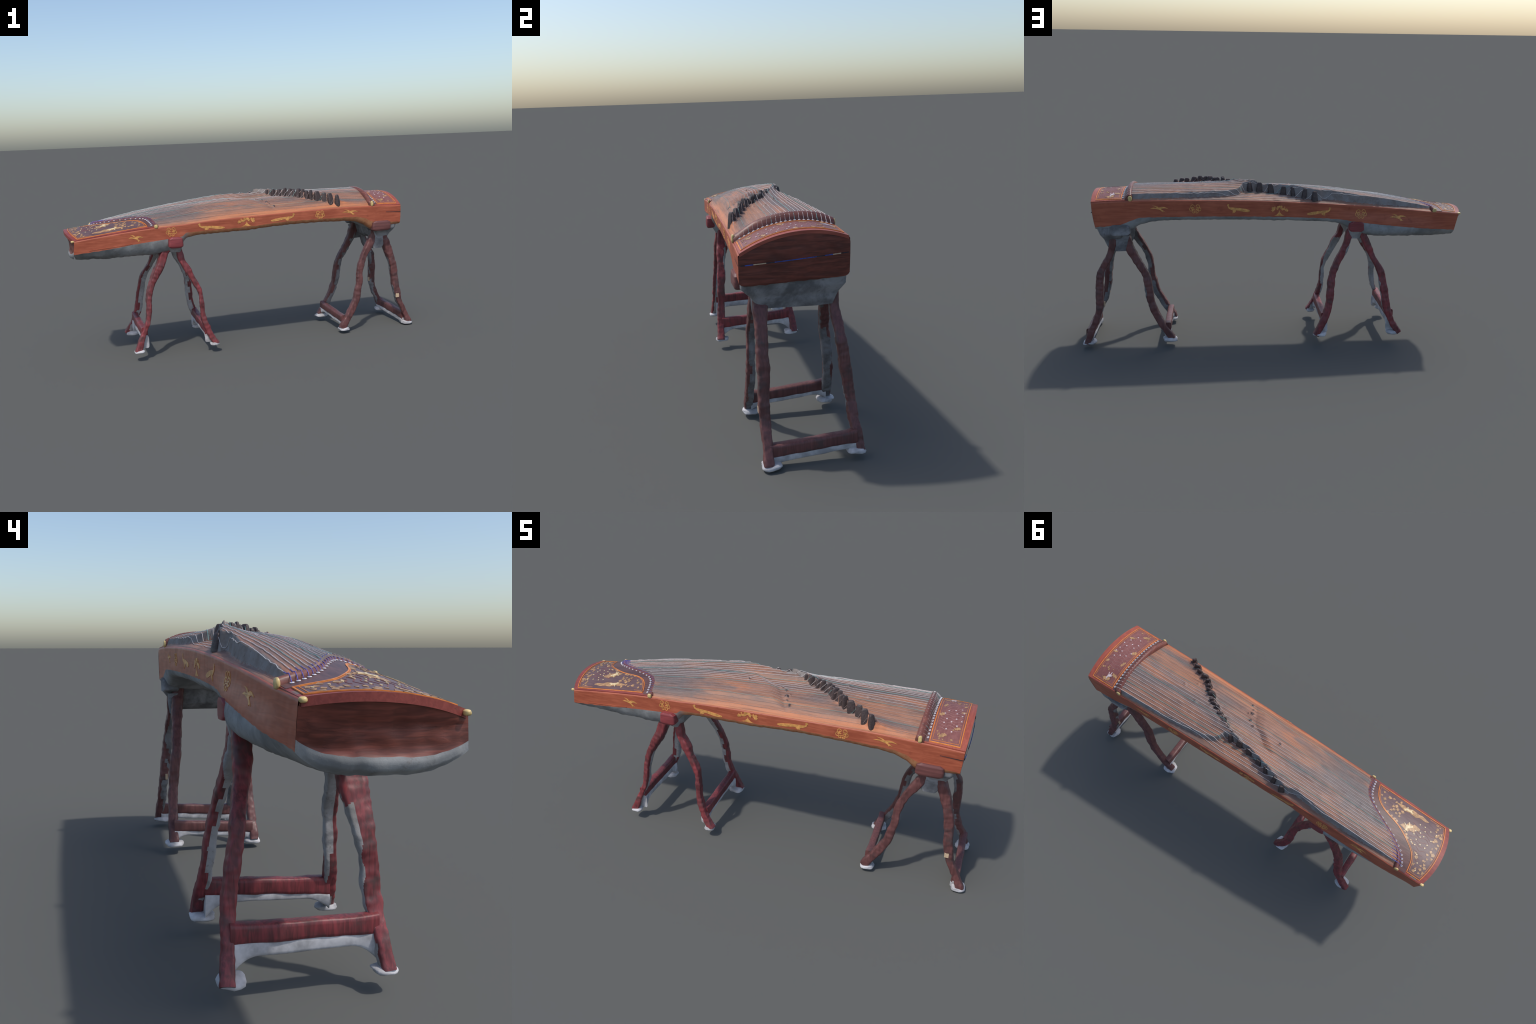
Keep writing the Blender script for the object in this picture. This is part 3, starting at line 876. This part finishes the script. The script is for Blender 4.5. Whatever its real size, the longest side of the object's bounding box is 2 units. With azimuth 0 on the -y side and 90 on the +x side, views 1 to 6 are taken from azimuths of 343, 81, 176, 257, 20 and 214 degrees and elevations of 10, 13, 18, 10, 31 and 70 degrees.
def stand(spec):
    o = spec["origin"]
    root = bpy.data.objects.new("trestle_stand", None); root.location = o; root.empty_display_size = .1
    SC.objects.link(root)
    root["label"] = spec["label"]; root["category"] = "instrument stand"
    for i, (zx, zy, inw, foot) in enumerate(spec["legs"]):
        leg = sweep_leg("leg", zx, zy, root, [spec["red"], spec["grime"]], inw, 3.1 * i + spec["seed"], o, spec["cover"])
        fx, fy, fz, rx, ry, rz = foot
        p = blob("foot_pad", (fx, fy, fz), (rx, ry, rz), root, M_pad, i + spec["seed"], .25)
    for s in spec["rails"]: stretcher(root, spec["red"], *s, o, spec["seed"] + s[0] * 9)
    for b in spec["blocks"]:
        (x0, x1, y0, y1, z0, z1, m) = b
        lofted("clamp_block", [(z0, x0 + .010, x1 - .010, y0 + .004, y1), (z0 + .008, x0, x1, y0, y1), ((z0+z1)/2, x0, x1, y0 - .001, y1), (z1 - .010, x0 + .002, x1 - .002, y0, y1), (z1 - .001, x0 + .018, x1 - .018, y0 + .004, y1)],
               root, m, o, 7, 40, .0015, 30, x0)
    for lv, m, e, amp in spec["mounts"]:
        lofted("mount", lv, root, m, o, e, 48, amp, 16, spec["seed"])
    return root

crimson = dict(
    origin=(-.44, 0, .03), seed=1.7, red=M_crimson, grime=M_grime, cover=.52,
    label="crimson trestle with four curved legs and two cross rails",
    legs=[
        ([(0.64, -0.462, 0.05), (0.59, -0.48, 0.05), (0.555, -0.5, 0.05), (0.515, -0.515, 0.048), (0.476, -0.534, 0.048), (0.437, -0.555, 0.043), (0.397, -0.575, 0.036), (0.357, -0.588, 0.034), (0.317, -0.595, 0.03), (0.276, -0.598, 0.027), (0.234, -0.602, 0.027), (0.194, -0.612, 0.027), (0.154, -0.631, 0.029), (0.115, -0.647, 0.033), (0.075, -0.662, 0.037), (0.05, -0.673, 0.04)],
         [(0.64, -0.128, 0.07), (0.464, -0.146, 0.07), (0.389, -0.153, 0.06), (0.29, -0.167, 0.045), (0.209, -0.173, 0.045), (0.136, -0.181, 0.034), (0.088, -0.186, 0.032), (0.05, -0.19, 0.036)], (0.6, 0.7, 0), (-0.664, -0.186, 0.052, 0.026, 0.03, 0.01)),
        ([(0.64, -0.425, 0.04), (0.568, -0.413, 0.038), (0.526, -0.405, 0.04), (0.482, -0.382, 0.039), (0.438, -0.363, 0.039), (0.394, -0.34, 0.037), (0.35, -0.319, 0.028), (0.307, -0.312, 0.026), (0.264, -0.31, 0.027), (0.222, -0.309, 0.03), (0.179, -0.302, 0.032), (0.134, -0.286, 0.033), (0.088, -0.267, 0.038), (0.044, -0.243, 0.042)],
         [(0.64, -0.14, 0.05), (0.402, -0.165, 0.04), (0.299, -0.172, 0.038), (0.199, -0.177, 0.036), (0.082, -0.188, 0.034), (0.044, -0.192, 0.036)], (-0.6, 0.7, 0), (-0.254, -0.184, 0.046, 0.026, 0.032, 0.01)),
        ([(0.64, -0.455, 0.04), (0.597, -0.474, 0.04), (0.552, -0.495, 0.043), (0.508, -0.516, 0.043), (0.464, -0.537, 0.04), (0.42, -0.566, 0.041), (0.376, -0.583, 0.044), (0.331, -0.593, 0.046), (0.286, -0.602, 0.045), (0.241, -0.609, 0.044), (0.196, -0.617, 0.044), (0.151, -0.633, 0.042), (0.105, -0.655, 0.041), (0.06, -0.686, 0.04)],
         [(0.64, 0.105, 0.05), (0.493, 0.116, 0.044), (0.423, 0.134, 0.037), (0.351, 0.146, 0.035), (0.239, 0.166, 0.034), (0.133, 0.178, 0.033), (0.087, 0.184, 0.032), (0.06, 0.187, 0.034)], (0.7, -0.5, 0), (-0.655, 0.172, 0.06, 0.034, 0.034, 0.012)),
        ([(0.64, -0.418, 0.035), (0.601, -0.408, 0.034), (0.556, -0.399, 0.037), (0.512, -0.387, 0.042), (0.469, -0.364, 0.043), (0.425, -0.341, 0.041), (0.381, -0.325, 0.04), (0.337, -0.317, 0.04), (0.292, -0.314, 0.04), (0.247, -0.312, 0.04), (0.202, -0.304, 0.04), (0.157, -0.289, 0.04), (0.112, -0.27, 0.04), (0.056, -0.239, 0.04)],
         [(0.64, 0.105, 0.035), (0.464, 0.124, 0.032), (0.367, 0.144, 0.033), (0.273, 0.16, 0.033), (0.174, 0.174, 0.034), (0.118, 0.184, 0.032), (0.056, 0.189, 0.034)], (-0.7, -0.5, 0), (-0.262, 0.176, 0.056, 0.034, 0.036, 0.012)),
    ],
    rails=[(-.630, -.636, -.178, .172, (.172, .182), (.129, .139), (.101, .106), (.063, .067)),
           (-.284, -.284, -.180, .172, (.146, .168), (.097, .126), (.086, .101), (.054, .060))],
    blocks=[(-.478, -.400, -.222, -.150, .597, .655, M_clamp_red), (-.481, -.399, .075, .153, .612, .664, M_clamp_red)],
    mounts=[([(.57, -.47, -.405, -.175, .125), (.60, -.485, -.395, -.195, .135), (.65, -.48, -.385, -.197, .134)], M_grime, 6, .006)],
)
maroon = dict(
    origin=(.76, 0, .01), seed=6.2, red=M_maroon, grime=M_grime2, cover=.54,
    label="dark maroon trestle with four curved legs and two cross rails",
    legs=[
        ([(0.62, 0.748, 0.045), (0.575, 0.742, 0.048), (0.536, 0.729, 0.048), (0.488, 0.705, 0.05), (0.441, 0.677, 0.044), (0.394, 0.657, 0.04), (0.345, 0.649, 0.038), (0.296, 0.646, 0.037), (0.247, 0.637, 0.038), (0.198, 0.625, 0.042), (0.151, 0.603, 0.047), (0.103, 0.578, 0.048), (0.057, 0.547, 0.05), (0.026, 0.531, 0.046)],
         [(0.62, -0.138, 0.045), (0.5, -0.146, 0.036), (0.392, -0.152, 0.033), (0.231, -0.154, 0.032), (0.101, -0.156, 0.034), (0.026, -0.156, 0.034)], (0.6, 0.7, 0), (0.545, -0.148, 0.022, 0.032, 0.032, 0.011)),
        ([(0.62, 0.795, 0.04), (0.575, 0.806, 0.04), (0.526, 0.822, 0.044), (0.475, 0.841, 0.052), (.423,.859,.046),(.371,.873,.043),(.32,.880,.042),(.269,.885,.043), (0.218, 0.895, 0.042), (0.165, 0.906, 0.038), (0.111, 0.931, 0.034), (0.056, 0.958, 0.036), (0.014, 0.974, 0.038)],
         [(0.62, -0.134, 0.055), (0.519, -0.136, 0.05), (0.457, -0.139, 0.043), (0.286, -0.141, 0.042), (0.153, -0.145, 0.038), (0.077, -0.144, 0.034), (0.014, -0.145, 0.034)], (-0.6, 0.7, 0), (0.966, -0.134, 0.012, 0.031, 0.036, 0.012)),
        ([(0.62, 0.748, 0.05), (0.565, 0.734, 0.054), (0.521, 0.718, 0.052), (0.476, 0.694, 0.051), (0.433, 0.669, 0.046), (0.388, 0.645, 0.043), (0.344, 0.634, 0.04), (0.3, 0.63, 0.041), (0.255, 0.623, 0.041), (0.21, 0.61, 0.042), (0.164, 0.591, 0.045), (0.118, 0.568, 0.043), (0.072, 0.538, 0.043), (0.038, 0.519, 0.044)],
         [(0.62, 0.108, 0.05), (0.42, 0.128, 0.039), (0.249, 0.148, 0.038), (0.155, 0.157, 0.037), (0.038, 0.162, 0.035)], (0.7, -0.5, 0), (0.53, 0.16, 0.036, 0.036, 0.034, 0.012)),
        ([(0.62, 0.79, 0.038), (0.572, 0.797, 0.039), (0.528, 0.809, 0.04), (0.484, 0.824, 0.039), (0.441, 0.85, 0.042), (0.398, 0.871, 0.039), (0.332, 0.879, 0.039), (0.265, 0.881, 0.041), (0.22, 0.883, 0.039), (0.153, 0.904, 0.039), (0.108, 0.926, 0.039), (0.063, 0.944, 0.036), (0.028, 0.956, 0.036)],
         [(0.62, 0.122, 0.042), (0.494, 0.131, 0.039), (0.393, 0.14, 0.039), (0.252, 0.158, 0.037), (0.122, 0.171, 0.036), (0.044, 0.181, 0.033), (0.028, 0.182, 0.034)], (-0.7, -0.5, 0), (0.945, 0.168, 0.03, 0.034, 0.034, 0.011)),
    ],
    rails=[(.548, .540, -.150, .158, (.098, .122), (.058, .082), (.042, .068), (.026, .042)),
           (.948, .943, -.138, .172, (.078, .100), (.034, .058), (.012, .038), (.006, .032))],
    blocks=[(.706, .824, -.222, -.150, .598, .656, M_clamp), (.708, .812, .105, .171, .607, .662, M_mount)],
    mounts=[([(.528, .802, .830, -.140, .122), (.556, .756, .842, -.158, .134), (.575, .748, .848, -.170, .143), (.608, .738, .866, -.204, .165), (.645, .715, .880, -.207, .166)], M_mount, 9, .005),
            ([(.487, .742, .798, -.153, -.125), (.52, .722, .822, -.157, -.121), (.60, .715, .822, -.160, -.115)], M_mount, 5, .004),
            ([(.515, .735, .795, .115, .140), (.60, .715, .820, .105, .150)], M_mount, 5, .004)],
)
st_a = stand(crimson)
st_b = stand(maroon)
# paper tags left on two legs of the maroon stand
for (x, y, z) in ((.893, -.162, .190), (.868, .150, .235)):
    lofted("paper_tag", [(z - .012, x - .010, x + .010, y - .004, y + .006), (z + .012, x - .011, x + .009, y - .004, y + .006)], st_b, M_paper, st_b.location, 8, 20, 0)
